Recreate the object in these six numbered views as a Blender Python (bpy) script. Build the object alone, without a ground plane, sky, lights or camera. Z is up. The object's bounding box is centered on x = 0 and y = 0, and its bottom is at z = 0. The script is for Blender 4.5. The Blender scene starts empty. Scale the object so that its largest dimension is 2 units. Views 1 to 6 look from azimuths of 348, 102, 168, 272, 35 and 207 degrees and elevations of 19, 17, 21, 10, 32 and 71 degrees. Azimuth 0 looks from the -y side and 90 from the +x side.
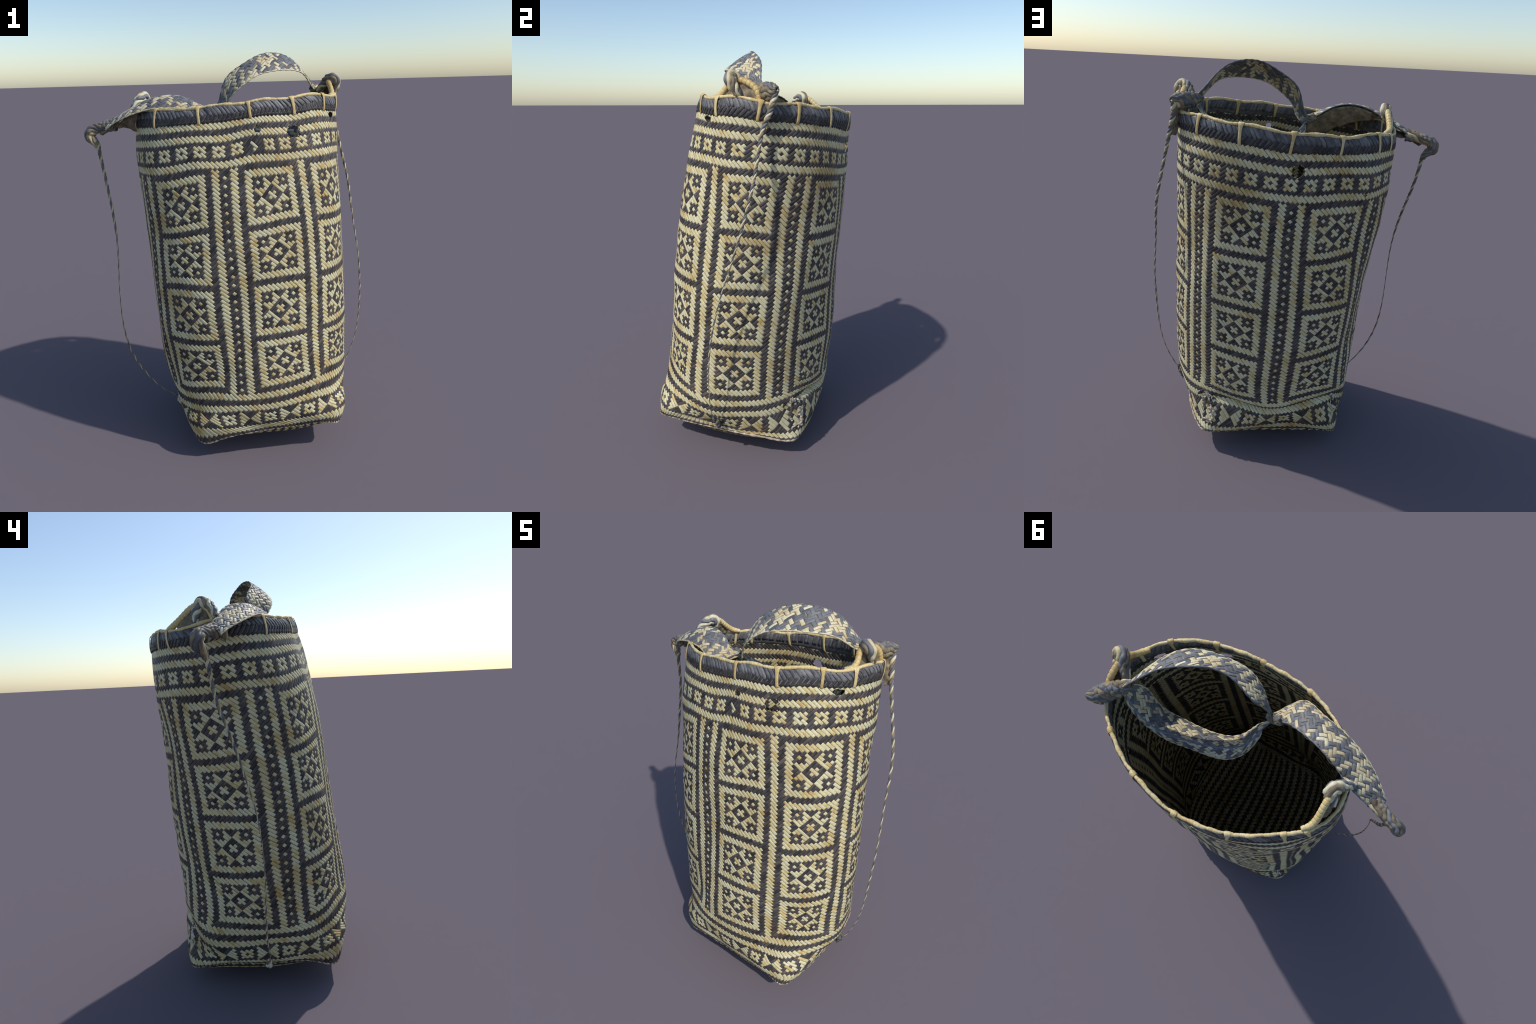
"""Tall plaited basket: dark and pale strands on the bias, woven strap, cane-bound rim.

The wall is described in weave units: x counts half pitches round the basket
(264 in all), y counts half pitches up the wall (y = 0 is the middle of the top
row of square motifs).  A pale strand keeps x + y constant, a dark one x - y.
"""
import bpy, math
import numpy as np
from mathutils import Vector

RNG = np.random.default_rng(7)
ROUND = 264

# ---------------------------------------------------------------- wall shape
# cross-sections of the wall: (weave row, points at the columns below)
COLUMNS = [-4, 8, 20, 32, 44, 56, 68, 81, 94, 107, 120, 132, 145, 158, 171,
           184, 197, 210, 223, 236, 248]
SECTIONS = [
    (-116, [(-0.272, -0.372, 0.073), (-0.152, -0.415, 0.119), (0.012, -0.433, 0.146), (0.149, -0.442, 0.153), (0.259, -0.451, 0.152), (0.357, -0.457, 0.158), (0.429, -0.473, 0.147), (0.478, -0.404, 0.155), (0.511, -0.252, 0.163), (0.533, -0.058, 0.162), (0.529, 0.124, 0.151), (0.483, 0.257, 0.108), (0.365, 0.300, 0.106), (0.182, 0.320, 0.114), (-0.019, 0.339, 0.105), (-0.179, 0.345, 0.091), (-0.254, 0.341, 0.075), (-0.275, 0.258, 0.092), (-0.304, 0.114, 0.116), (-0.327, -0.064, 0.130), (-0.317, -0.242, 0.127)]),
    (-111, [(-0.311, -0.354, 0.184), (-0.177, -0.433, 0.199), (-0.046, -0.440, 0.195), (0.093, -0.457, 0.208), (0.219, -0.468, 0.218), (0.344, -0.484, 0.231), (0.478, -0.432, 0.220), (0.515, -0.317, 0.208), (0.526, -0.183, 0.199), (0.537, -0.021, 0.178), (0.514, 0.146, 0.164), (0.455, 0.270, 0.143), (0.332, 0.335, 0.155), (0.182, 0.362, 0.172), (0.021, 0.368, 0.174), (-0.136, 0.375, 0.148), (-0.259, 0.334, 0.121), (-0.305, 0.197, 0.132), (-0.328, 0.076, 0.146), (-0.344, -0.077, 0.157), (-0.344, -0.205, 0.173)]),
    (-103, [(-0.303, -0.328, 0.256), (-0.208, -0.409, 0.272), (-0.062, -0.455, 0.291), (0.072, -0.468, 0.287), (0.214, -0.470, 0.302), (0.345, -0.461, 0.311), (0.449, -0.414, 0.302), (0.542, -0.267, 0.288), (0.572, -0.127, 0.261), (0.561, 0.017, 0.260), (0.527, 0.155, 0.259), (0.443, 0.264, 0.275), (0.296, 0.339, 0.274), (0.165, 0.380, 0.251), (0.039, 0.388, 0.253), (-0.104, 0.380, 0.266), (-0.245, 0.317, 0.256), (-0.317, 0.232, 0.214), (-0.351, 0.070, 0.218), (-0.366, -0.074, 0.240), (-0.359, -0.221, 0.247)]),
    (-92, [(-0.302, -0.319, 0.372), (-0.188, -0.393, 0.398), (-0.064, -0.447, 0.402), (0.074, -0.469, 0.412), (0.213, -0.462, 0.423), (0.336, -0.434, 0.437), (0.443, -0.374, 0.422), (0.539, -0.265, 0.396), (0.593, -0.115, 0.380), (0.574, 0.031, 0.377), (0.525, 0.160, 0.379), (0.435, 0.265, 0.377), (0.311, 0.340, 0.362), (0.176, 0.383, 0.341), (0.044, 0.397, 0.347), (-0.093, 0.384, 0.367), (-0.237, 0.326, 0.352), (-0.339, 0.216, 0.341), (-0.385, 0.072, 0.347), (-0.400, -0.079, 0.349), (-0.365, -0.213, 0.354)]),
    (-66, [(-0.313, -0.300, 0.641), (-0.194, -0.371, 0.654), (-0.065, -0.410, 0.670), (0.059, -0.435, 0.679), (0.191, -0.435, 0.685), (0.326, -0.405, 0.681), (0.451, -0.339, 0.667), (0.544, -0.234, 0.660), (0.593, -0.096, 0.658), (0.579, 0.044, 0.651), (0.521, 0.174, 0.636), (0.430, 0.278, 0.625), (0.311, 0.355, 0.613), (0.178, 0.408, 0.596), (0.029, 0.422, 0.593), (-0.124, 0.389, 0.601), (-0.245, 0.326, 0.603), (-0.341, 0.221, 0.601), (-0.412, 0.086, 0.606), (-0.433, -0.056, 0.621), (-0.400, -0.191, 0.634)]),
    (-36, [(-0.326, -0.269, 0.970), (-0.212, -0.336, 0.974), (-0.073, -0.369, 0.976), (0.060, -0.390, 0.995), (0.192, -0.389, 1.005), (0.323, -0.371, 1.003), (0.441, -0.316, 0.996), (0.531, -0.207, 0.986), (0.586, -0.064, 0.979), (0.569, 0.076, 0.972), (0.511, 0.205, 0.957), (0.428, 0.305, 0.939), (0.308, 0.370, 0.922), (0.166, 0.417, 0.909), (0.015, 0.429, 0.906), (-0.130, 0.413, 0.908), (-0.260, 0.353, 0.907), (-0.353, 0.245, 0.911), (-0.421, 0.113, 0.916), (-0.443, -0.036, 0.924), (-0.409, -0.171, 0.946)]),
    (-6, [(-0.321, -0.234, 1.253), (-0.206, -0.296, 1.286), (-0.085, -0.334, 1.298), (0.048, -0.350, 1.299), (0.179, -0.341, 1.314), (0.302, -0.322, 1.317), (0.426, -0.279, 1.309), (0.523, -0.166, 1.303), (0.572, -0.027, 1.298), (0.565, 0.096, 1.287), (0.506, 0.223, 1.262), (0.419, 0.334, 1.250), (0.294, 0.406, 1.242), (0.159, 0.439, 1.228), (0.019, 0.449, 1.212), (-0.126, 0.424, 1.215), (-0.262, 0.365, 1.222), (-0.386, 0.277, 1.213), (-0.446, 0.146, 1.221), (-0.452, 0.002, 1.243), (-0.409, -0.131, 1.242)]),
    (22, [(-0.322, -0.179, 1.551), (-0.205, -0.242, 1.571), (-0.078, -0.269, 1.570), (0.043, -0.285, 1.594), (0.147, -0.296, 1.596), (0.269, -0.273, 1.598), (0.396, -0.228, 1.604), (0.498, -0.125, 1.597), (0.562, -0.006, 1.583), (0.559, 0.142, 1.572), (0.494, 0.274, 1.556), (0.397, 0.358, 1.542), (0.276, 0.415, 1.524), (0.139, 0.446, 1.507), (0.002, 0.463, 1.506), (-0.137, 0.448, 1.512), (-0.277, 0.404, 1.503), (-0.392, 0.307, 1.510), (-0.464, 0.186, 1.513), (-0.461, 0.038, 1.527), (-0.422, -0.086, 1.538)]),
    (44, [(-0.302, -0.125, 1.759), (-0.193, -0.185, 1.761), (-0.078, -0.213, 1.778), (0.029, -0.229, 1.778), (0.125, -0.226, 1.795), (0.243, -0.222, 1.794), (0.370, -0.178, 1.809), (0.493, -0.100, 1.794), (0.562, 0.041, 1.798), (0.549, 0.178, 1.770), (0.464, 0.281, 1.768), (0.367, 0.358, 1.753), (0.256, 0.417, 1.747), (0.114, 0.459, 1.728), (-0.036, 0.464, 1.722), (-0.145, 0.440, 1.711), (-0.256, 0.391, 1.721), (-0.372, 0.323, 1.712), (-0.448, 0.217, 1.714), (-0.446, 0.076, 1.748), (-0.389, -0.045, 1.755)]),
]

HOLES = [(37, 29.5, 2.0, 2.0), (55, 27, 3.0, 2.9), (80, 33.5, 2.6, 1.7),
         (164, 28, 2.8, 2.9), (195.5, 16.5, 0.9, 1.1)]


def spline_second(k, period=None):
    """matrix giving the second derivatives of a cubic spline at its knots"""
    n = len(k)
    A, R = np.zeros((n, n)), np.zeros((n, n))
    if period:
        h = np.diff(np.r_[k, k[0] + period])
        for i in range(n):
            hm, hp = h[i - 1], h[i]
            A[i, (i - 1) % n] += hm
            A[i, i] += 2 * (hm + hp)
            A[i, (i + 1) % n] += hp
            R[i, (i - 1) % n] += 6 / hm
            R[i, i] -= 6 / hm + 6 / hp
            R[i, (i + 1) % n] += 6 / hp
    else:
        h = np.diff(k)
        A[0, 0] = A[-1, -1] = 1
        for i in range(1, n - 1):
            A[i, i - 1:i + 2] = h[i - 1], 2 * (h[i - 1] + h[i]), h[i]
            R[i, i - 1:i + 2] = 6 / h[i - 1], -6 / h[i - 1] - 6 / h[i], 6 / h[i]
    return np.linalg.solve(A, R)


def spline_weights(k, q, period=None):
    k = np.asarray(k, float)
    M = spline_second(k, period)
    n = len(k)
    K = np.r_[k, k[0] + period] if period else k
    W = np.zeros((len(q), n))
    for a, v in enumerate(q):
        if period:
            v = (v - k[0]) % period + k[0]
        vc = min(max(v, K[0]), K[-1])
        i = min(max(int(np.searchsorted(K, vc, side='right')) - 1, 0), len(K) - 2)
        h = K[i + 1] - K[i]
        i2 = (i + 1) % n

        def wt(u):
            A_, B_ = (K[i + 1] - u) / h, (u - K[i]) / h
            w = ((A_**3 - A_) * M[i] + (B_**3 - B_) * M[i2]) * h * h / 6
            w[i] += A_
            w[i2] += B_
            return w
        W[a] = wt(vc)
        if v != vc:                       # straight on beyond the ends
            e = 1e-3 if v < vc else -1e-3
            W[a] += (wt(vc + e) - W[a]) / e * (v - vc)
    return W


def spline_curve(points, n, closed=False):
    """n points along a cubic spline through the given points (equal arc steps)"""
    P = np.array(points, float)
    d = np.linalg.norm(np.diff(P[:, :3], axis=0), axis=1)
    k = np.r_[0, np.cumsum(np.sqrt(d) * math.sqrt(d.mean()))]
    F = spline_weights(k, np.linspace(0, k[-1], 400)) @ P
    s = np.r_[0, np.cumsum(np.linalg.norm(np.diff(F[:, :3], axis=0), axis=1))]
    t = np.linspace(0, s[-1], n)
    return np.stack([np.interp(t, s, F[:, j]) for j in range(P.shape[1])], 1)


def smooth01(v, a, b):
    t = np.clip((v - a) / (b - a), 0, 1)
    return t * t * (3 - 2 * t)


class Sheet:
    """a curved sheet sampled on a grid, addressed in weave units"""

    def __init__(self, grid, x0, y0, step, wrap):
        self.g, self.x0, self.y0, self.step, self.wrap = grid, x0, y0, step, wrap
        if wrap:
            gx = (np.roll(grid, -1, 1) - np.roll(grid, 1, 1))
        else:
            gx = np.gradient(grid, axis=1)
        gy = np.gradient(grid, axis=0)
        nrm = np.cross(gx, gy)
        self.n = nrm / np.maximum(np.linalg.norm(nrm, axis=2, keepdims=True), 1e-12)

    def _at(self, F, x, y):
        nx, ny = F.shape[1], F.shape[0]
        u = (np.asarray(x, float) - self.x0) / self.step
        v = np.clip((np.asarray(y, float) - self.y0) / self.step, 0, ny - 1.001)
        if self.wrap:
            u = u % nx
        else:
            u = np.clip(u, 0, nx - 1.001)
        i, j = u.astype(int), v.astype(int)
        a, b = (u - i)[..., None], (v - j)[..., None]
        i2 = (i + 1) % nx
        i = i % nx
        return ((F[j, i] * (1 - a) + F[j, i2] * a) * (1 - b)
                + (F[j + 1, i] * (1 - a) + F[j + 1, i2] * a) * b)

    def p(self, x, y):
        return self._at(self.g, x, y)

    def nrm(self, x, y):
        n = self._at(self.n, x, y)
        return n / np.linalg.norm(n, axis=-1, keepdims=True)


def build_wall():
    step = 0.5
    xs = np.arange(0, ROUND, step)
    ys = np.arange(-119, 47.01, step)
    rows = [s[0] for s in SECTIONS]
    C = np.array([s[1] for s in SECTIONS], float)
    Wx = spline_weights(COLUMNS, xs, ROUND)
    Wy = spline_weights(rows, ys)
    G = np.einsum('yr,rcd,xc->yxd', Wy, C, Wx)
    sheet = Sheet(G, 0, -119, step, True)
    X, Y = np.meshgrid(xs, ys)
    # slight unevenness of hand work
    a = X / ROUND * 2 * np.pi
    bump = (0.0012 * np.sin(5 * a + Y * .11) * np.sin(Y * .21 + 2 * a)
            + 0.0010 * np.sin(9 * a - Y * .17) + 0.0008 * np.sin(14 * a + Y * .31))
    # the back wall hangs over the bottom band like a fold
    fold = smooth01(X, 134, 148) * (1 - smooth01(X, 184, 198))
    bump += fold * (0.004 * np.exp(-((Y + 94.0) / 3.0)**2) - 0.018 * np.exp(-((Y + 98.4) / 1.4)**2)
                    + 0.005 * np.exp(-((Y + 103) / 3.0)**2))
    # below the fold the band stands out as a ledge towards one corner
    ledge = .020 * smooth01(X, 127, 135) * (1 - smooth01(X, 138, 160)) * (1 - smooth01(Y, -103, -99.2))
    G = G + ledge[..., None] * np.array([.15, .90, .35])
    return Sheet(G + sheet.n * (bump - .0018)[..., None], 0, -119, step, True)


# ---------------------------------------------------------------- weave draft
SQUARES = [0, 40, 72, 104, 144, 184, 224]
SINGLE_BARS = [56, 88]                       # between two squares: one bar
DOTTED = [20, 124, 164, 204, 244]            # two bars with a row of dots
ROW_CENTRES = [0, -26, -52, -78]
CROSSES = [5, 23, 41, 59, 77, 95, 113, 125, 143, 161, 179, 197, 215, 233, 251]
ROSETTES = [14, 32, 50, 68, 86, 104, 134, 152, 170, 188, 206, 224, 242, 260]


def wrap_diff(x, c):
    return (x - c + ROUND // 2) % ROUND - ROUND // 2


def rosette(dx, dy):
    return max(abs(dx), abs(dy)) <= 2 and (dx, dy) != (0, 0)


def square_motif(dx, dy):
    m = max(abs(dx), abs(dy))
    if m >= 8:
        return m >= 9
    i, j = (dx - dy) // 2, (dx + dy) // 2
    if abs(i) <= 2 and abs(j) <= 2:
        return abs(i) + abs(j) <= 1
    a, b = max(abs(i), abs(j)), min(abs(i), abs(j))
    if 3 <= a <= 5 and b <= 2:
        return b >= a - 3
    return a == 6 and b == 0


def pale_over(x, y):
    """does the pale strand lie on top at crossing (x, y)?"""
    for c in (34, 28, 16, -94, -100, -112):          # plain stripes
        if abs(y - c) <= 1:
            return True
    if 20 <= y <= 24:
        k = round((x - 2) / 8)
        dx = x - 2 - 8 * k
        if k == 4:                                   # the botched rosette
            return (dx, y - 22) in ((0, 0), (1, -1), (-1, 1), (0, -2))
        return rosette(dx, y - 22)
    if -92 <= y <= 13:
        for s in SQUARES:
            dx = wrap_diff(x, s)
            if abs(dx) <= 11:
                for c in ROW_CENTRES:
                    if abs(y - c) <= 11:
                        return square_motif(dx, y - c)
                return False
        for c in SINGLE_BARS:
            if abs(wrap_diff(x, c)) <= 1:
                return True
        for c in DOTTED:
            dx = wrap_diff(x, c)
            if 3 <= abs(dx) <= 5:
                return True
            if dx == 0:
                return y % 4 == 2 and -90 <= y <= 10
        return False
    if -109 <= y <= -103:
        dy = y + 106
        for c in CROSSES:
            dx = wrap_diff(x, c)
            if abs(dx) <= 4 and abs(dx) > abs(dy):
                return True
        for c in ROSETTES:
            if rosette(wrap_diff(x, c), dy):
                return True
        return False
    if y >= 36:
        return (y + x // 2) % 4 < 2
    return False


# ---------------------------------------------------------------- mesh helpers
def link(ob, parent):
    bpy.context.scene.collection.objects.link(ob)
    if parent:
        ob.parent = parent
    return ob


def mesh_from(name, V, Q, mats, index=None, smooth=True):
    V = np.ascontiguousarray(V, np.float32).reshape(-1, 3)
    Q = np.ascontiguousarray(Q, np.int32).reshape(-1, 4)
    me = bpy.data.meshes.new(name)
    me.vertices.add(len(V))
    me.vertices.foreach_set('co', V.ravel())
    me.loops.add(len(Q) * 4)
    me.loops.foreach_set('vertex_index', Q.ravel())
    me.polygons.add(len(Q))
    me.polygons.foreach_set('loop_start', np.arange(0, len(Q) * 4, 4, dtype=np.int32))
    me.update(calc_edges=True)
    me.polygons.foreach_set('use_smooth', np.full(len(Q), smooth, bool))
    for m in (mats if isinstance(mats, (list, tuple)) else [mats]):
        me.materials.append(m)
    if index is not None:
        me.polygons.foreach_set('material_index', np.asarray(index, np.int32))
    me.validate()
    return me


def new_object(name, V, Q, mats, parent, index=None, smooth=True):
    return link(bpy.data.objects.new(name, mesh_from(name, V, Q, mats, index, smooth)), parent)


def tube_quads(n, m, keep=None, caps=True, offset=0):
    """quads of n rings with m points each; keep[i] tells if span i..i+1 exists"""
    i = np.arange(n - 1)
    if keep is not None:
        i = i[keep]
    j = np.arange(m)
    a = i[:, None] * m + j
    b = i[:, None] * m + (j + 1) % m
    Q = np.stack([a, b, b + m, a + m], -1).reshape(-1, 4)
    if caps:
        k = np.ones(n - 1, bool) if keep is None else keep
        starts = [t for t in range(n - 1) if k[t] and (t == 0 or not k[t - 1])]
        ends = [t + 1 for t in range(n - 1) if k[t] and (t == n - 2 or not k[t + 1])]
        C = []
        for t in starts:
            C += [[t * m + p for p in (0, m - 1 - s, m - 2 - s, s + 1)] if False else
                  [t * m + (0 - s) % m, t * m + (m - 1 - s) % m, t * m + s + 2, t * m + s + 1]
                  for s in range(m // 2 - 1)]
        for t in ends:
            C += [[t * m + s + 1, t * m + s + 2, t * m + (m - 1 - s) % m, t * m + (0 - s) % m]
                  for s in range(m // 2 - 1)]
        if C:
            Q = np.vstack([Q, np.array(C)])
    return Q + offset


PROFILE_W = np.array([-1, -.84, .84, 1, .84, -.84])
PROFILE_T = np.array([.0, 1, 1, .0, -1, -1])


def strip_on(sheet, x, y, wdir, half, lift, thick, slide=None, run=(0, 0)):
    """verts of a flat strip: path (x, y), sideways direction in weave units"""
    x, y = np.asarray(x, float), np.asarray(y, float)
    half = np.broadcast_to(half, x.shape)
    C = sheet.p(x, y)
    A = sheet.p(x + half * wdir[0], y + half * wdir[1])
    B = sheet.p(x - half * wdir[0], y - half * wdir[1])
    n = sheet.nrm(x, y)
    V = np.zeros((len(x), 6, 3))
    for k in range(6):
        w, t = PROFILE_W[k], PROFILE_T[k]
        edge = C + (A - C) * max(w, 0) + (B - C) * max(-w, 0)
        if slide is not None:                 # cut ends follow the rim of a hole
            for e in np.nonzero(slide[:, k])[0]:
                d = slide[e, k]
                edge[e] = sheet.p(x[e] + half[e] * wdir[0] * w + run[0] * d, y[e] + half[e] * wdir[1] * w + run[1] * d)
        V[:, k] = edge + n * (np.asarray(lift) + t * thick)[:, None]
    return V


def hole_slide(x, y, keep, wdir, half, run):
    """how far each corner of a cut end must slide along its strand to meet the hole's edge"""
    half = np.broadcast_to(half, x.shape)
    slide = np.zeros((len(x), 6))
    for e in range(1, len(x) - 1):
        if keep[e - 1] == keep[e]:
            continue
        for hx, hy, rx, ry in HOLES:
            cx = (x[e] - hx + ROUND / 2) % ROUND - ROUND / 2
            if abs(cx) > rx + 3 or abs(y[e] - hy) > ry + 3:
                continue
            for k in range(6):
                px = (cx + half[e] * wdir[0] * PROFILE_W[k]) / rx
                py = (y[e] - hy + half[e] * wdir[1] * PROFILE_W[k]) / ry
                dx, dy = run[0] / rx, run[1] / ry
                a, b, c = dx * dx + dy * dy, 2 * (px * dx + py * dy), px * px + py * py - 1
                disc = b * b - 4 * a * c
                r = [(-b + sg * math.sqrt(disc)) / (2 * a) for sg in (1, -1)] if disc > 0 else [-b / (2 * a)]
                d = min(r, key=abs)
                slide[e, k] = max(-1.2, min(1.2, d)) or 1e-6
    return slide


def in_hole(x, y, extra=0.0):
    r = np.zeros(np.shape(x), bool)
    for hx, hy, rx, ry in HOLES:
        dx = (x - hx + ROUND / 2) % ROUND - ROUND / 2
        r |= (dx / (rx + extra))**2 + ((y - hy) / (ry + extra))**2 < 1
    return r


def frames(P):
    T = np.gradient(P, axis=0)
    T /= np.linalg.norm(T, axis=1, keepdims=True)
    up = np.array([0, 0, 1.0]) if abs(T[0, 2]) < .8 else np.array([1.0, 0, 0])
    N = np.zeros_like(P)
    n = up - T[0] * (up @ T[0])
    for i in range(len(P)):
        n = n - T[i] * (n @ T[i])
        n /= np.linalg.norm(n)
        N[i] = n
    return T, N, np.cross(T, N)


def tube(P, R, m=10, flat=1.0):
    T, N, B = frames(P)
    R = np.broadcast_to(R, (len(P),))
    a = np.arange(m) / m * 2 * np.pi
    return (P[:, None] + R[:, None, None] * (np.cos(a)[None, :, None] * N[:, None] * flat
                                             + np.sin(a)[None, :, None] * B[:, None]))


def rope(name, spine, radii, mats, parent, turns, n=140, strands=3, fat=.62, off=.52, seed=0, sub='strand'):
    """twisted bundle; the first strand is the part, the others its pieces"""
    rng = np.random.default_rng(seed)
    P4 = np.c_[np.array(spine, float), np.array(radii, float)]
    C = spline_curve(P4, n)
    P, R = C[:, :3], np.maximum(C[:, 3], .001)
    T, N, B = frames(P)
    t = np.linspace(0, 1, n)
    first = None
    for s in range(strands):
        ph = 2 * np.pi * (s / strands + turns * t) + .5 * np.sin(t * 23 + s) * .6
        wob = 1 + .12 * np.sin(t * (31 + 7 * s) + rng.uniform(0, 6))
        Q = P + (R * off)[:, None] * (np.cos(ph)[:, None] * N + np.sin(ph)[:, None] * B)
        V = tube(Q, R * fat * wob, 8)
        ob = new_object(name if s == 0 else sub, V, tube_quads(n, 8), mats[s % len(mats)],
                        parent if s == 0 else first)
        if s == 0:
            first = ob
    return first


# ---------------------------------------------------------------- materials
def material(name, stops, scale, rough, bump=0.15, per_object=0.0, fine=160, spec=.3, stain=.0):
    m = bpy.data.materials.new(name)
    m.use_nodes = True
    nt = m.node_tree
    nt.nodes.clear()
    N = nt.nodes.new
    L = nt.links.new
    out, bsdf = N('ShaderNodeOutputMaterial'), N('ShaderNodeBsdfPrincipled')
    L(bsdf.outputs[0], out.inputs[0])
    tc = N('ShaderNodeTexCoord')
    info = N('ShaderNodeObjectInfo')
    shift = N('ShaderNodeVectorMath')
    shift.operation = 'MULTIPLY_ADD'
    comb = N('ShaderNodeCombineXYZ')
    L(info.outputs['Random'], comb.inputs[0])
    L(info.outputs['Random'], comb.inputs[1])
    shift.inputs[1].default_value = (37, 53, 0)
    L(comb.outputs[0], shift.inputs[0])
    L(tc.outputs['Object'], shift.inputs[2])
    n1 = N('ShaderNodeTexNoise')
    n1.inputs['Scale'].default_value = scale
    n1.inputs['Detail'].default_value = 2
    L(shift.outputs[0], n1.inputs['Vector'])
    # tone = noise plus a share of the object's own random number
    mix = N('ShaderNodeMath')
    mix.operation = 'MULTIPLY_ADD'
    L(info.outputs['Random'], mix.inputs[0])
    mix.inputs[1].default_value = per_object
    sub = N('ShaderNodeMath')
    sub.operation = 'SUBTRACT'
    L(n1.outputs['Fac'], sub.inputs[0])
    sub.inputs[1].default_value = per_object * .5
    L(sub.outputs[0], mix.inputs[2])
    ramp = N('ShaderNodeValToRGB')
    cr = ramp.color_ramp
    while len(cr.elements) < len(stops):
        cr.elements.new(.5)
    for e, (p, c) in zip(cr.elements, stops):
        e.position, e.color = p, (*c, 1)
    L(mix.outputs[0], ramp.inputs[0])
    n2 = N('ShaderNodeTexNoise')
    n2.inputs['Scale'].default_value = fine
    n2.inputs['Detail'].default_value = 3
    L(tc.outputs['Object'], n2.inputs['Vector'])
    val = N('ShaderNodeMapRange')
    val.inputs[1].default_value, val.inputs[2].default_value = .3, .7
    val.inputs[3].default_value, val.inputs[4].default_value = .82, 1.14
    L(n2.outputs['Fac'], val.inputs[0])
    mul = N('ShaderNodeMixRGB')
    mul.blend_type = 'MULTIPLY'
    mul.inputs[0].default_value = 1
    L(ramp.outputs[0], mul.inputs[1])
    L(val.outputs[0], mul.inputs[2])
    # brownish stains in loose patches
    n3 = N('ShaderNodeTexNoise')
    n3.inputs['Scale'].default_value = 4.5
    n3.inputs['Detail'].default_value = 4
    L(tc.outputs['Object'], n3.inputs['Vector'])
    st = N('ShaderNodeMapRange')
    st.inputs[1].default_value, st.inputs[2].default_value = .52, .72
    st.inputs[3].default_value, st.inputs[4].default_value = 0, stain
    L(n3.outputs['Fac'], st.inputs[0])
    soil = N('ShaderNodeMixRGB')
    soil.blend_type = 'MULTIPLY'
    soil.inputs[2].default_value = (.72, .56, .36, 1)
    L(st.outputs[0], soil.inputs[0])
    L(mul.outputs[0], soil.inputs[1])
    L(soil.outputs[0], bsdf.inputs['Base Color'])
    bsdf.inputs['Roughness'].default_value = rough
    bsdf.inputs['Specular IOR Level'].default_value = spec
    b = N('ShaderNodeBump')
    b.inputs['Strength'].default_value = bump
    b.inputs['Distance'].default_value = .002
    L(n2.outputs['Fac'], b.inputs['Height'])
    L(b.outputs[0], bsdf.inputs['Normal'])
    return m


PALE = material('pale_straw', [(.20, (.50, .35, .14)), (.32, (.57, .46, .22)), (.45, (.61, .54, .31)),
                               (.62, (.63, .58, .37)), (.85, (.57, .53, .33))], 26, .5, per_object=.35, stain=.75)
DARK = material('dark_dyed_straw', [(.25, (.033, .030, .030)), (.45, (.061, .054, .053)), (.6, (.084, .073, .069)),
                                    (.8, (.125, .100, .085))], 30, .5, per_object=.35, stain=.5)
RIM_DARK = material('rim_dyed_straw', [(.25, (.075, .074, .078)), (.5, (.130, .128, .134)), (.75, (.19, .184, .184))],
                    40, .5, per_object=.4)
CANE = material('binding_cane', [(.25, (.50, .34, .13)), (.5, (.62, .47, .21)), (.75, (.66, .54, .29))], 18, .45,
                per_object=.3)
STRAP_PALE = material('strap_pale_straw', [(.25, (.50, .40, .23)), (.5, (.62, .55, .36)), (.8, (.66, .61, .45))], 26, .55,
                      per_object=.4, bump=.4, fine=220, stain=.6)
STRAP_DARK = material('strap_blue_grey_straw', [(.25, (.090, .095, .106)), (.5, (.142, .148, .162)), (.8, (.21, .208, .212))],
                      26, .55, per_object=.4, bump=.4, fine=220)
KNOT_BROWN = material('worn_brown_fibre', [(.25, (.10, .078, .052)), (.5, (.20, .160, .105)), (.75, (.34, .28, .18))], 30, .65, bump=.6, fine=260)
INNER = material('dark_core_lining', [(.3, (.03, .026, .022)), (.7, (.05, .042, .034))], 30, .8)
SCRAP = material('torn_straw', [(.25, (.40, .30, .20)), (.5, (.55, .47, .36)), (.8, (.62, .56, .47))], 40, .6, per_object=.4)

# ---------------------------------------------------------------- the basket
basket = link(bpy.data.objects.new('woven_basket', None), None)
basket['label'] = 'tall plaited basket, dark and pale geometric pattern, woven strap'
basket['category'] = 'basket'

wall = build_wall()
Y0, Y1 = -115, 39

# body: a thin dark core sheet; the strands that hide it are its pieces
xs = np.arange(0, ROUND, 1.0)
ys = np.arange(Y0, Y1 + .1, 1.0)
GX, GY = np.meshgrid(xs, ys)
core = wall.p(GX, GY)
ni, nj = len(ys), len(xs)
q = []
I, J = np.meshgrid(np.arange(ni - 1), np.arange(nj), indexing='ij')
Q = np.stack([I * nj + J, I * nj + (J + 1) % nj, (I + 1) * nj + (J + 1) % nj, (I + 1) * nj + J], -1).reshape(-1, 4)
ok = ~in_hole((J + .5).ravel() % ROUND, (I + .5 + Y0).ravel(), 1.0)
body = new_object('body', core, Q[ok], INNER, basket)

OVER = np.zeros((ROUND, Y1 - Y0 + 3), bool)
for yy in range(Y0 - 1, Y1 + 2):
    for xx in range(yy % 2, ROUND, 2):
        OVER[xx, yy - Y0 + 1] = pale_over(xx, yy)

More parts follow.
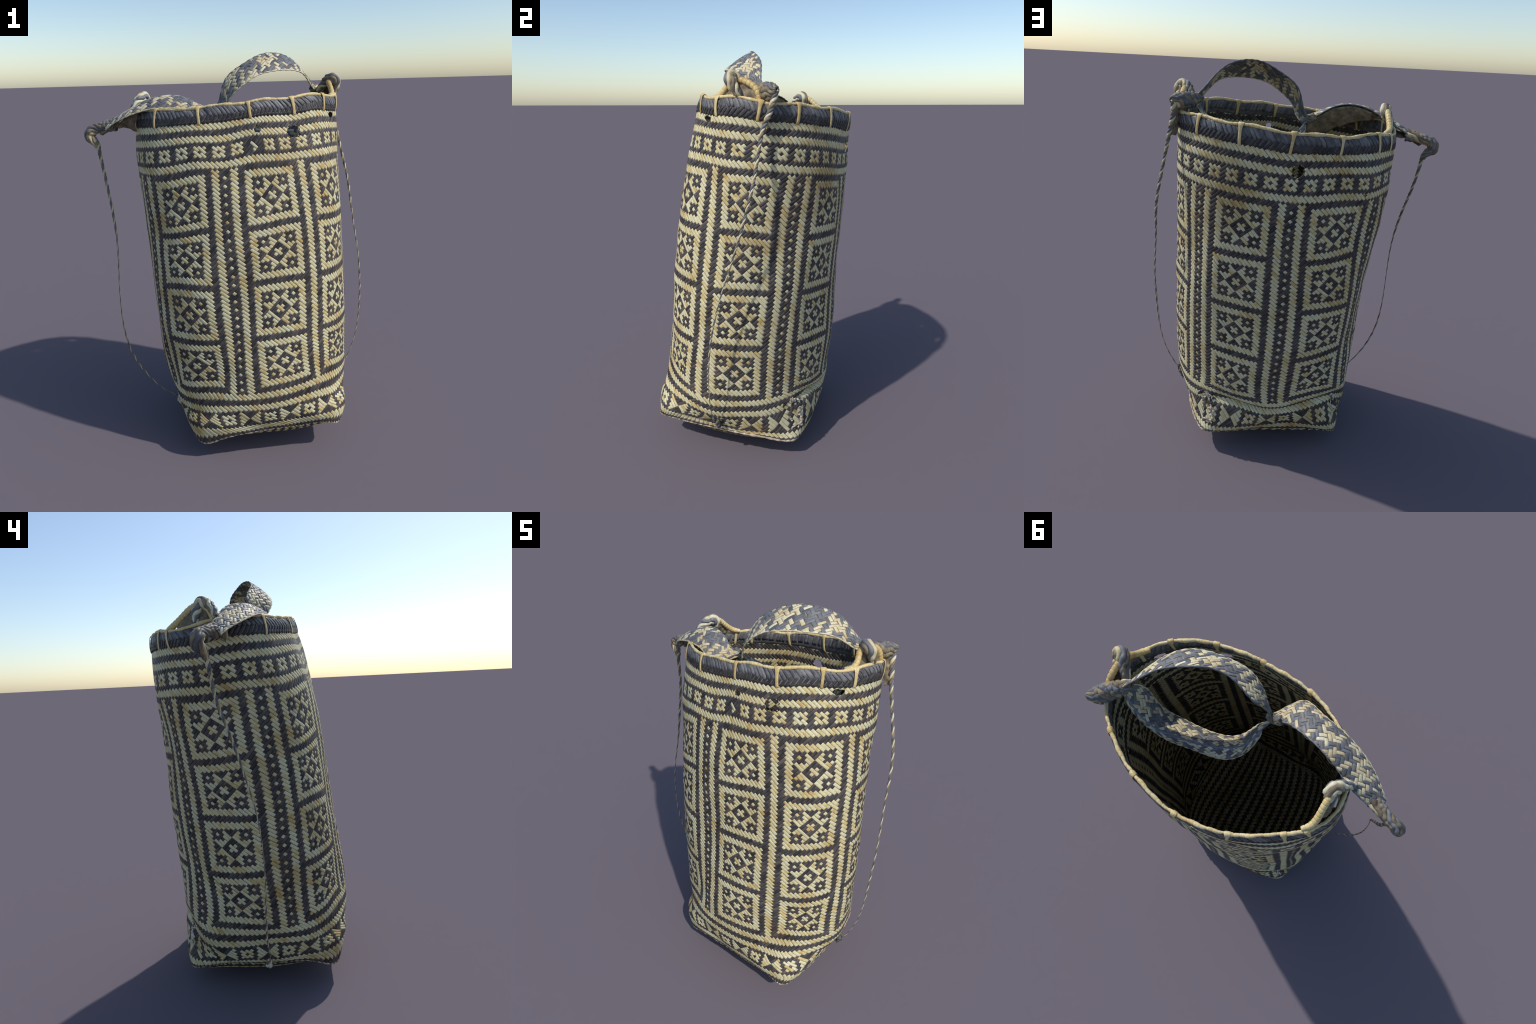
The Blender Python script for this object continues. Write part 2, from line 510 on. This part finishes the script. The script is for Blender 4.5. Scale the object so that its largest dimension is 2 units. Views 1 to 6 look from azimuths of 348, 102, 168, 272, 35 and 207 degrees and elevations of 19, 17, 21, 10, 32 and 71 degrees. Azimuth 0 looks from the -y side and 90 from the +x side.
AMP, THICK = 0.0012, 0.0008
SUB = 3
yy = np.arange(Y0 * SUB, Y1 * SUB + 1)
base_row = np.floor_divide(yy, SUB)
frac = (yy % SUB) / SUB
for fam in (0, 1):
    for s in range(0, ROUND, 2):
        # wander of the strand and its own width
        y = yy / SUB
        def crossing(r):
            x_ = (s - r) % ROUND if fam == 0 else (s + r) % ROUND
            o = OVER[x_, r - Y0 + 1]
            return np.where(o, 1.0, -1.0) * (1 if fam == 0 else -1)
        l0, l1 = crossing(base_row), crossing(base_row + 1)
        t = smooth01(frac, .2, .8)
        lift = (l0 * (1 - t) + l1 * t) * AMP
        wob = .05 * np.sin(y * .37 + s * 1.7) + .035 * np.sin(y * 1.13 + s * 2.9)
        half = .5 * (.985 + RNG.uniform(-.07, .025)) * (1 + .025 * np.sin(y * .6 + s))
        if fam == 0:
            x, wd = s - y + wob, (1, 1)
        else:
            x, wd = s + y + wob, (1, -1)
        keep = ~in_hole((x[:-1] + x[1:]) / 2, (y[:-1] + y[1:]) / 2)
        run = (-1, 1) if fam == 0 else (1, 1)
        slide = None if keep.all() else hole_slide(x, y, keep, wd, half, run)
        V = strip_on(wall, x, y, wd, half, lift + RNG.uniform(-.0002, .0002), THICK, slide, run)
        if fam == 1:
            V = V[:, ::-1]
        new_object('pale_strand' if fam == 0 else 'dark_strand', V, tube_quads(len(y), 6, keep), PALE if fam == 0 else DARK, body)

# ---------------------------------------------------------------- base
LP, LQ = 72, 64


def build_base():
    row = -114.7
    p, q_ = np.meshgrid(np.linspace(0, 1, LP * 2 + 1), np.linspace(0, 1, LQ * 2 + 1))
    def side(c0, c1, t):
        return wall.p(c0 + (c1 - c0) * t, np.full(t.shape, row))
    front, back = side(-4, 68, p), side(197, 132, p)
    left, right = side(260, 197, q_), side(68, 132, q_)
    c00, c10 = front[:1, :1], front[:1, -1:]
    c01, c11 = back[-1:, :1], back[-1:, -1:]
    P, Q_ = p[..., None], q_[..., None]
    G = (front * (1 - Q_) + back * Q_ + left * (1 - P) + right * P
         - (c00 * (1 - P) * (1 - Q_) + c10 * P * (1 - Q_) + c01 * (1 - P) * Q_ + c11 * P * Q_))
    bowl = (16 * P * (1 - P) * Q_ * (1 - Q_))**.9
    depth = .02
    for _ in range(60):                       # sag until the middle touches the ground
        low = (G[..., 2] - depth * bowl[..., 0]).min()
        depth += (low - .0030) * .8
    G[..., 2] -= depth * bowl[..., 0]
    return Sheet(G[:, ::-1], 0, 0, .5, False)      # mirrored: normals point down


base_sheet = build_base()
V_all, Q_all, M_all, off = [], [], [], 0
for fam in (0, 1):
    lo, hi = (0, LP + LQ) if fam == 0 else (-LQ, LP)
    for s in range(lo + 2 - lo % 2, hi, 2):
        a0 = max(0, s - LP) if fam == 0 else max(0, -s)
        a1 = min(LQ, s) if fam == 0 else min(LQ, LP - s)
        if a1 - a0 < 2:
            continue
        v = np.arange(a0, a1 + .01, .5)
        u = s - v if fam == 0 else s + v
        i, j = (u - v) / 2, (u + v) / 2
        k = (i + j * (1 if fam else 1)) + (0 if fam else 0)
        over = np.where(((np.round(i) + np.round(j)) % 4) < 2, 1.0, -1.0) * (1 if fam == 0 else -1)
        V = strip_on(base_sheet, u, v, (1, 1) if fam == 0 else (1, -1), .47, over * .0014, .001)
        if fam == 1:
            V = V[:, ::-1]
        V_all.append(V.reshape(-1, 3))
        qd = tube_quads(len(v), 6, None, True, off)
        Q_all.append(qd)
        M_all += [0 if fam == 0 else 1] * len(qd)
        off += V.shape[0] * 6
base = new_object('base', np.vstack(V_all), np.vstack(Q_all), [PALE, DARK], basket, M_all)
base['kind'] = 'stuff'

# ---------------------------------------------------------------- rim
RIM_PROFILE = [(35.6, .0015), (36.6, .0040), (38.5, .0055), (40.5, .0055), (42.2, .0030), (43.2, -.0010),
               (42.6, -.0070), (40.0, -.0085), (37.5, -.0070), (36.0, -.0025)]
cols = np.arange(0, ROUND, 1.0)
V = np.zeros((len(cols), len(RIM_PROFILE), 3))
for k, (r, o) in enumerate(RIM_PROFILE):
    rr = np.full(len(cols), r)
    V[:, k] = wall.p(cols, rr) + wall.nrm(cols, rr) * o
n, m = V.shape[:2]
i, j = np.meshgrid(np.arange(n), np.arange(m), indexing='ij')
Q = np.stack([i * m + j, ((i + 1) % n) * m + j, ((i + 1) % n) * m + (j + 1) % m, i * m + (j + 1) % m], -1).reshape(-1, 4)
rim = new_object('rim', V, Q, RIM_DARK, basket)

RP = np.array(RIM_PROFILE)
prof_s = np.arange(len(RP))


def rim_point(x, s):
    """s runs along the rim's profile: 0 outer foot, 5 top, 9 inner foot"""
    r, o = np.interp(s, prof_s, RP[:, 0]), np.interp(s, prof_s, RP[:, 1])
    P = wall.p(x, r)
    n = wall.nrm(x, r)
    return P + n * o[:, None], n


def rim_normal(x, s):
    e = .05
    P1, n = rim_point(x, s + e)
    P0, _ = rim_point(x, s - e)
    A, _ = rim_point(x + .2, s)
    B, _ = rim_point(x - .2, s)
    N = np.cross(A - B, P1 - P0)
    return N / np.linalg.norm(N, axis=1, keepdims=True)


def rim_strip(x, s, half, thick, raise_):
    C, _ = rim_point(x, s)
    nn = rim_normal(x, s)
    T = np.gradient(C, axis=0)
    T /= np.linalg.norm(T, axis=1, keepdims=True)
    side = np.cross(nn, T)
    V = np.zeros((len(x), 6, 3))
    for k in range(6):
        V[:, k] = C + side * (PROFILE_W[k] * half)[:, None] + nn * (raise_ + PROFILE_T[k] * thick)[:, None]
    return V[:, ::-1]


# upper fold: strands lean left and turn over the top to the inside
for c in range(0, ROUND, 2):
    s = np.linspace(2.2 + RNG.uniform(-.25, .2) + .2 * math.sin(c * .21), 7.6, 12)
    x = c + RNG.uniform(-.35, .35) - np.clip(s - 2.2 + RNG.uniform(-.2, .2), 0, 3) * RNG.uniform(.95, 1.35) + np.clip(s - 5.2, 0, 9) * .8
    half = np.full(12, .0077 + RNG.uniform(-.0012, .0010))
    half[0] *= .75
    new_object('rim_strand', rim_strip(x, s, half, .0013, np.full(12, .0012 + RNG.uniform(0, .0012))),
               tube_quads(12, 6), RIM_DARK, rim)
# lower rows: two courses of short strands leaning right
V_all, Q_all, off = [], [], 0
for course, (s0, s1) in enumerate(((.05, 1.25), (1.0, 2.45))):
    for c in range(0, ROUND, 2):
        s = np.linspace(s0, s1, 6)
        x = c + course * 1.0 + (s - s0) * 1.15 + RNG.uniform(-.15, .15)
        arch = np.sin(np.linspace(0, np.pi, 6)) * .0012
        V = rim_strip(x, s, np.full(6, .0064), .0012, .0008 + arch)
        V_all.append(V.reshape(-1, 3))
        Q_all.append(tube_quads(6, 6, None, True, off))
        off += 36
plait = new_object('rim_plait', np.vstack(V_all), np.vstack(Q_all), DARK, rim)
plait['kind'] = 'stuff'

# cane bound along the edge, lashed in short windings
t = np.arange(0, ROUND, .33)
P, _ = rim_point(t, np.full(len(t), 5.0))
P = P + np.array([0, 0, .0035])
P += wall.nrm(t, np.full(len(t), 43.0)) * (.0012 * np.sin(t * .9) - .001)[:, None]
R = .0076 + .0010 * np.sin(t * .31) + .0009 * np.sin(t * .83 + 1) - .0013 * (np.abs((t * .42) % 1 - .5) > .42)
P[:, 2] += .0015 * np.sin(t * .23)
T = np.roll(P, -1, 0) - np.roll(P, 1, 0)
T /= np.linalg.norm(T, axis=1, keepdims=True)
N = np.cross(np.array([0, 0, 1.0])[None], T)
N /= np.linalg.norm(N, axis=1, keepdims=True)
B = np.cross(T, N)
m = 10
a = np.arange(m) / m * 2 * np.pi
V = P[:, None] + R[:, None, None] * (np.cos(a)[None, :, None] * N[:, None] + np.sin(a)[None, :, None] * B[:, None])
n = len(t)
i, j = np.meshgrid(np.arange(n), np.arange(m), indexing='ij')
Q = np.stack([i * m + j, ((i + 1) % n) * m + j, ((i + 1) % n) * m + (j + 1) % m, i * m + (j + 1) % m], -1).reshape(-1, 4)
cane = new_object('binding_cane', V, Q[:, ::-1], CANE, basket)

TIES = [253, 10, 34.5, 57, 73.5, 85.5, 103, 119.5, 139.5, 159.5, 180.5, 202.5, 211, 236]
for c in TIES:
    # from the wall outside, over the cane, down the inside
    path = [(35.0, .0015, .5), (35.6, .0050, .45), (37.0, .0085, .35), (39.0, .0108, .2), (41.0, .0112, .05),
            (42.6, .0105, 0), (43.8, .0080, 0), (44.5, .000, 0), (43.8, -.0085, 0), (42, -.0120, 0),
            (39, -.0120, .1), (36.5, -.0085, .2), (35.6, -.002, .25)]
    lean = RNG.uniform(-.6, 1.0)
    C, N = [], []
    for r, o, k in path:
        x = np.array([c + lean * k])
        n_ = wall.nrm(x, np.array([min(r, 43.0)]))[0]
        C.append(wall.p(x, np.array([r]))[0] + n_ * o)
    C = spline_curve(C, 40)
    T = np.gradient(C, axis=0)
    T /= np.linalg.norm(T, axis=1, keepdims=True)
    axis = wall.p(np.array([c + 1.0]), np.array([40.0]))[0] - wall.p(np.array([c - 1.0]), np.array([40.0]))[0]
    axis /= np.linalg.norm(axis)
    S = axis[None] - T * (T @ axis)[:, None]
    S /= np.linalg.norm(S, axis=1, keepdims=True)
    O = np.cross(T, S)
    top = np.exp(-((np.arange(40) - 20) / 4.5)**2)
    w = .0068 + RNG.uniform(-.001, .0012) + .007 * top
    V = np.zeros((40, 6, 3))
    for k in range(6):
        V[:, k] = C + S * (PROFILE_W[k] * w)[:, None] + O * PROFILE_T[k] * .0016
    new_object('binding_tie', V, tube_quads(40, 6), CANE, cane)

# ---------------------------------------------------------------- woven strap
def band_sheet(stations, belly, BAND, unit=.0116):
    """stations: (edge a, edge b) pairs; returns a Sheet with x along and y across"""
    A = np.array([s[0] for s in stations], float)
    Bq = np.array([s[1] for s in stations], float)
    F = spline_curve(np.c_[(A + Bq) / 2, A - Bq], 400)
    s = np.r_[0, np.cumsum(np.linalg.norm(np.diff(F[:, :3], axis=0), axis=1))]
    nu = int(round(s[-1] / unit))
    t = np.linspace(0, s[-1], nu * 2 + 1)
    mid = np.stack([np.interp(t, s, F[:, k]) for k in range(3)], 1)
    wid = np.stack([np.interp(t, s, F[:, 3 + k]) for k in range(3)], 1)
    w = np.linspace(-.5, .5, BAND * 2 + 1)
    T = np.gradient(mid, axis=0)
    n = np.cross(T, wid)
    n /= np.linalg.norm(n, axis=1, keepdims=True)
    G = mid[None] + w[:, None, None] * wid[None] + (belly * (1 - (2 * w)**2))[:, None, None] * n[None]
    return Sheet(G, 0, 0, .5, False), nu



def weave_band(name, stations, belly, parent, phase=0, BAND=12):
    sheet, nu = band_sheet(stations, belly, BAND)
    # thin core so that no light comes through
    xs, ys = np.arange(0, nu + .1, 1.0), np.arange(.3, BAND - .2, 1.0)
    X, Y = np.meshgrid(xs, ys)
    P, n = sheet.p(X, Y), sheet.nrm(X, Y)
    a, b = P.shape[:2]
    V = np.concatenate([(P + n * .0006).reshape(-1, 3), (P - n * .0006).reshape(-1, 3)])
    I, J = np.meshgrid(np.arange(a - 1), np.arange(b - 1), indexing='ij')
    q = np.stack([I * b + J, I * b + J + 1, (I + 1) * b + J + 1, (I + 1) * b + J], -1).reshape(-1, 4)
    part = new_object(name, V, np.vstack([q, q[:, ::-1] + a * b]), KNOT_BROWN, parent)
    for fam in (0, 1):
        lo, hi = (0, nu + BAND) if fam == 0 else (-BAND, nu)
        for s in range(lo + lo % 2, hi + 1, 2):
            y0 = max(0, s - nu) if fam == 0 else max(0, -s)
            y1 = min(BAND, s) if fam == 0 else min(BAND, nu - s)
            if y1 - y0 < 1.5:
                continue
            y = np.arange(y0, y1 + .01, .5)
            x = s - y if fam == 0 else s + y
            i, j = np.round((x - y) / 2), np.round((x + y) / 2)
            over = np.where((i + j) % 4 < 2, 1.0, -1.0) * (1 if fam == 0 else -1)
            k = (s // 2 + phase) % 9
            pale = (k < 5 if fam == 0 else 1 < k < 6) ^ (RNG.random() < .12)
            V = strip_on(sheet, x, y, (1, 1) if fam == 0 else (1, -1), .47 * (1 + RNG.uniform(-.06, .03)),
                         over * .0015, .0010)
            if fam == 1:
                V = V[:, ::-1]
            new_object('strap_strand', V, tube_quads(len(y), 6), STRAP_PALE if pale else STRAP_DARK, part)
    # bound edges
    for e in (.15, BAND - .15):
        x = np.arange(0, nu + .1, .5)
        P = sheet.p(x, np.full(len(x), e))
        V = tube(P, .0034 + .0009 * np.sin(x * 2.2), 6)
        new_object('strap_edge', V, tube_quads(len(x), 6), STRAP_PALE if e < 1 else STRAP_DARK, part)
    return part


# high arch over the mouth: (back upper edge, front lower edge)
ARCH = [((-.083, -.026, 1.728), (-.070, -.052, 1.705)), ((-.052, -.035, 1.790), (-.034, -.085, 1.735)),
        ((-.016, -.009, 1.878), (-.012, -.104, 1.790)), ((.060, -.027, 1.941), (.045, -.130, 1.848)),
        ((.146, -.019, 1.984), (.120, -.126, 1.893)), ((.230, .019, 1.996), (.215, -.114, 1.912)),
        ((.312, .057, 1.980), (.310, -.078, 1.912)), ((.383, .099, 1.935), (.390, .002, 1.886)),
        ((.445, .112, 1.868), (.450, .070, 1.830)), ((.480, .130, 1.835), (.485, .100, 1.812))]
weave_band('strap_band', ARCH, .007, basket)
# the other half of the loop hangs inside the mouth
# (outer top edge, inner lower edge): it leans outwards and shows its inner face
INNER_BAND = [((.478, .118, 1.812), (.474, .085, 1.798)), ((.442, .151, 1.765), (.455, .045, 1.720)),
              ((.359, .176, 1.695), (.404, .056, 1.620)), ((.266, .164, 1.652), (.329, .050, 1.558)),
              ((.170, .148, 1.632), (.239, .050, 1.538)), ((.050, .110, 1.630), (.099, .034, 1.535)),
              ((-.014, .074, 1.660), (.030, -.002, 1.570)), ((-.053, .012, 1.705), (-.020, -.025, 1.648)),
              ((-.083, -.030, 1.728), (-.072, -.036, 1.700))]
weave_band('strap_band', INNER_BAND, -.006, basket, 3)
# and is folded over outwards along its top edge
OUTER_FLAP = [((.479, .122, 1.806), (.482, .128, 1.800)), ((.441, .153, 1.763), (.432, .168, 1.735)),
              ((.358, .178, 1.694), (.330, .190, 1.665)), ((.265, .166, 1.651), (.262, .186, 1.628)),
              ((.169, .150, 1.631), (.180, .174, 1.606)), ((.049, .112, 1.629), (.052, .156, 1.600)),
              ((-.015, .077, 1.659), (-.020, .100, 1.628)), ((-.054, .016, 1.704), (-.052, .030, 1.678))]
weave_band('strap_band', OUTER_FLAP, .003, basket, 1, 6)
LEFT_BAND = [((-.080, -.030, 1.737), (-.086, -.055, 1.728)), ((-.108, -.030, 1.742), (-.118, -.125, 1.722)), ((-.145, -.028, 1.760), (-.165, -.160, 1.732)),
             ((-.195, -.007, 1.793), (-.232, -.134, 1.752)), ((-.262, .020, 1.812), (-.305, -.103, 1.760)),
             ((-.325, .046, 1.808), (-.375, -.078, 1.757)), ((-.380, .070, 1.789), (-.450, -.045, 1.740)),
             ((-.440, .100, 1.752), (-.510, -.010, 1.718)), ((-.510, .120, 1.712), (-.565, .035, 1.690)),
             ((-.570, .130, 1.680), (-.605, .070, 1.660))]
weave_band('strap_band', LEFT_BAND, -.020, basket, 5, 14)

# gathered ends of the strap
TWISTED = [KNOT_BROWN, STRAP_PALE, KNOT_BROWN, STRAP_DARK, KNOT_BROWN, STRAP_DARK]
rope('strap_toggle', [(.455, .094, 1.830), (.495, .122, 1.818), (.535, .158, 1.814), (.568, .188, 1.818), (.590, .210, 1.822)],
     [.018, .030, .036, .027, .010], TWISTED, basket, .5, 70, 7, .40, .68, 11, 'toggle_strand')
rope('strap_toggle', [(-.560, .098, 1.682), (-.600, .118, 1.676), (-.645, .138, 1.666), (-.682, .149, 1.648), (-.692, .150, 1.622),
                      (-.672, .136, 1.604), (-.654, .124, 1.570)],
     [.030, .026, .024, .026, .024, .020, .012], TWISTED, basket, .8, 90, 7, .40, .68, 12, 'toggle_strand')
rope('pinch_knot', [(-.055, -.050, 1.712), (-.085, -.034, 1.730), (-.115, -.038, 1.745)], [.016, .018, .020],
     [KNOT_BROWN, STRAP_DARK, KNOT_BROWN], basket, .4, 30, 6, .42, .66, 13, 'knot_strand')

# lashed cane loops on the rim and the plaited knots drawn over them
def lashed_loop(spine, radii, name='lashing_loop'):
    C = spline_curve(np.c_[spine, radii], 150)
    wind = np.abs((np.arange(150) / 150 * 17) % 1 - .5)
    R = C[:, 3] * (1 - .16 * smooth01(wind, .34, .5))
    new_object(name, tube(C[:, :3], R, 12), tube_quads(150, 12), CANE, basket)


lashed_loop([(.485, -.085, 1.792), (.510, -.058, 1.796), (.516, -.028, 1.822), (.512, -.006, 1.850), (.522, .025, 1.862),
             (.534, .070, 1.852), (.542, .110, 1.828), (.548, .126, 1.795), (.552, .130, 1.765)],
            [.010, .013, .013, .014, .014, .014, .014, .013, .011])
lashed_loop([(-.355, .318, 1.715), (-.385, .290, 1.725), (-.398, .250, 1.755), (-.403, .215, 1.785), (-.410, .180, 1.800),
             (-.425, .145, 1.790), (-.442, .122, 1.762), (-.452, .112, 1.730)],
            [.010, .014, .014, .014, .014, .013, .013, .011])


def worn_sheet(name, edge_a, edge_b, mat, parent, thick=.004, wave=.003):
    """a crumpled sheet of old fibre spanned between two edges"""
    A, Bq = spline_curve(edge_a, 28), spline_curve(edge_b, 28)
    w = np.linspace(0, 1, 12)
    P = A[:, None] * (1 - w)[None, :, None] + Bq[:, None] * w[None, :, None]
    gx, gy = np.gradient(P, axis=0), np.gradient(P, axis=1)
    n = np.cross(gx, gy)
    n /= np.maximum(np.linalg.norm(n, axis=2, keepdims=True), 1e-9)
    u, v = np.meshgrid(np.linspace(0, 1, 28), w, indexing='ij')
    P = P + n * (wave * (np.sin(u * 19 + v * 5) + .7 * np.sin(u * 33 - v * 9)))[..., None]
    a, b = P.shape[:2]
    V = np.concatenate([(P + n * thick / 2).reshape(-1, 3), (P - n * thick / 2).reshape(-1, 3)])
    I, J = np.meshgrid(np.arange(a - 1), np.arange(b - 1), indexing='ij')
    q = np.stack([I * b + J, (I + 1) * b + J, (I + 1) * b + J + 1, I * b + J + 1], -1).reshape(-1, 4)
    ring = [i * b for i in range(a)] + [(a - 1) * b + j for j in range(1, b)] + \
           [i * b + b - 1 for i in range(a - 2, -1, -1)] + [j for j in range(b - 2, 0, -1)]
    side = [[ring[k], ring[(k + 1) % len(ring)], ring[(k + 1) % len(ring)] + a * b, ring[k] + a * b] for k in range(len(ring))]
    return new_object(name, V, np.vstack([q, q[:, ::-1] + a * b, np.array(side)[:, ::-1]]), mat, parent)


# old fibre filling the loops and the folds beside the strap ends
worn_sheet('loop_filling', [(.512, -.030, 1.818), (.510, -.004, 1.846), (.520, .028, 1.858), (.532, .070, 1.848), (.540, .108, 1.826), (.546, .124, 1.795)],
           [(.508, -.040, 1.790), (.524, -.015, 1.788), (.536, .020, 1.786), (.544, .060, 1.784), (.548, .095, 1.782), (.550, .122, 1.778)], KNOT_BROWN, basket)
worn_sheet('loop_filling', [(-.396, .258, 1.748), (-.402, .215, 1.783), (-.410, .180, 1.797), (-.425, .145, 1.787), (-.440, .122, 1.760)],
           [(-.402, .268, 1.712), (-.425, .225, 1.712), (-.436, .185, 1.716), (-.442, .150, 1.724), (-.446, .125, 1.732)], KNOT_BROWN, basket)
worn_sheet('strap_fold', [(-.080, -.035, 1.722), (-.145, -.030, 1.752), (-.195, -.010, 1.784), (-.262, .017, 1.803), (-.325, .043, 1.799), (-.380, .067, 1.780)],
           [(-.070, -.065, 1.620), (-.125, -.095, 1.610), (-.180, -.080, 1.650), (-.250, -.035, 1.700), (-.320, .005, 1.728), (-.385, .052, 1.745)], KNOT_BROWN, basket)
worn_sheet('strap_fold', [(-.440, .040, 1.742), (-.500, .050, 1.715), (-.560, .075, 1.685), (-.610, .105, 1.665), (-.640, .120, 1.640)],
           [(-.448, .060, 1.640), (-.475, .075, 1.655), (-.520, .090, 1.668), (-.570, .105, 1.662), (-.625, .120, 1.630)], KNOT_BROWN, basket)
worn_sheet('strap_fold', [(.578, .196, 1.810), (.582, .188, 1.755), (.592, .172, 1.705), (.599, .158, 1.668)],
           [(.532, .150, 1.800), (.548, .160, 1.755), (.560, .156, 1.705), (.572, .152, 1.660)], KNOT_BROWN, basket)

rope('plaited_knot', [(.490, .085, 1.812), (.506, .050, 1.845), (.526, .016, 1.872), (.546, .004, 1.868), (.556, .018, 1.838),
                      (.552, .038, 1.805), (.545, .050, 1.785)],
     [.016, .021, .025, .025, .022, .017, .008], [STRAP_DARK, STRAP_PALE, KNOT_BROWN, STRAP_PALE, STRAP_DARK, KNOT_BROWN], basket, .9, 90, 6, .44, .66, 21, 'knot_strand')
rope('plaited_knot', [(-.470, .095, 1.745), (-.440, .120, 1.785), (-.416, .148, 1.806), (-.405, .165, 1.805), (-.412, .182, 1.775),
                      (-.425, .188, 1.745), (-.432, .190, 1.728)],
     [.014, .020, .025, .027, .023, .017, .008], [STRAP_PALE, STRAP_DARK, STRAP_PALE, KNOT_BROWN, STRAP_PALE, STRAP_DARK], basket, .9, 90, 6, .44, .66, 22, 'knot_strand')

# cords from the strap ends down to the bottom edge
rope('cord', [(.583, .203, 1.815), (.579, .196, 1.785), (.590, .175, 1.720), (.604, .154, 1.663), (.639, .132, 1.507), (.674, .099, 1.335),
              (.686, .046, 1.153), (.702, -.020, .943), (.701, -.074, .699), (.668, -.096, .435), (.600, -.104, .275), (.584, -.100, .258)],
     [.013, .012, .0105, .0088, .0066, .0062, .0042, .0034, .0040, .0020, .0030, .003], [KNOT_BROWN, STRAP_PALE, STRAP_DARK], basket, 26, 420, 3, .6, .55, 31, 'cord_strand')
rope('cord', [(-.655, .126, 1.590), (-.650, .118, 1.540), (-.637, .102, 1.429), (-.619, .055, 1.276), (-.609, .004, 1.102), (-.618, -.037, .930),
              (-.625, -.054, .729), (-.605, -.051, .530), (-.531, -.050, .351), (-.425, -.057, .222), (-.378, -.052, .185), (-.366, -.050, .165)],
     [.011, .009, .0068, .0062, .0040, .0026, .0024, .0042, .0036, .0024, .003, .003], [STRAP_PALE, KNOT_BROWN, STRAP_DARK], basket, 24, 420, 3, .6, .55, 32, 'cord_strand')
rope('cord_knot', [(.592, -.106, .285), (.584, -.100, .262), (.578, -.094, .240), (.566, -.086, .205)], [.005, .015, .015, .009],
     [STRAP_DARK, KNOT_BROWN, DARK], basket, 1.2, 40, 3, .6, .55, 33, 'knot_strand')
rope('cord_knot', [(-.372, -.050, .180), (-.366, -.048, .158), (-.356, -.046, .138), (-.346, -.060, .132)], [.005, .012, .014, .008],
     [SCRAP, KNOT_BROWN, STRAP_PALE], basket, 1.0, 40, 3, .6, .55, 34, 'knot_strand')

# pale grey strip along the bottom edge
t = np.arange(0, ROUND, 1.0)
lip = wall.p(t, np.full(len(t), -115.3)) - wall.nrm(t, np.full(len(t), -114.5)) * .004
T = np.roll(lip, -1, 0) - np.roll(lip, 1, 0)
T /= np.linalg.norm(T, axis=1, keepdims=True)
out = wall.nrm(t, np.full(len(t), -114.0))
side = np.cross(T, out)
a = np.arange(8) / 8 * 2 * np.pi
r = .0062 + .0012 * np.sin(t * 1.9) + .0008 * np.sin(t * .77)
V = lip[:, None] + r[:, None, None] * (np.cos(a)[None, :, None] * out[:, None] + np.sin(a)[None, :, None] * side[:, None])
n, m = V.shape[:2]
i, j = np.meshgrid(np.arange(n), np.arange(m), indexing='ij')
Q = np.stack([i * m + j, ((i + 1) % n) * m + j, ((i + 1) % n) * m + (j + 1) % m, i * m + (j + 1) % m], -1).reshape(-1, 4)
new_object('base_lip', V, Q, SCRAP, basket)

# torn, curled strand ends at the two damaged back corners
rng = np.random.default_rng(5)
for c0, r0, count, spread in ((132.5, -103.5, 16, 4.2), (196.5, -103, 9, 3.2)):
    for k in range(count):
        cx, cy = c0 + rng.uniform(-spread, spread), r0 + rng.uniform(-5.5, 5.5)
        ang, length = rng.uniform(0, 2 * np.pi), rng.uniform(.025, .045)
        P = wall.p(np.array([cx]), np.array([cy]))[0]
        n = wall.nrm(np.array([cx]), np.array([cy]))[0]
        a = wall.p(np.array([cx + 1.0]), np.array([cy]))[0] - P
        a /= np.linalg.norm(a)
        b = np.cross(n, a)
        d, sd = a * math.cos(ang) + b * math.sin(ang), -a * math.sin(ang) + b * math.cos(ang)
        t = np.linspace(-1, 1, 14)
        curl = rng.uniform(.3, 1.0)
        C = P + np.outer(t * length * .5, d) + np.outer(.004 + curl * .010 * t**2 + .003 * np.sin(t * 5 + k), n)
        S = sd[None] + np.outer(.35 * np.sin(t * 2 + k), n)
        w = rng.uniform(.005, .0085) * (1 - .35 * np.abs(t)**3)
        V = np.zeros((14, 6, 3))
        for q in range(6):
            V[:, q] = C + S * (PROFILE_W[q] * w)[:, None] + n * PROFILE_T[q] * .0012
        new_object('torn_strip', V, tube_quads(14, 6), SCRAP if k % 4 else DARK, body)
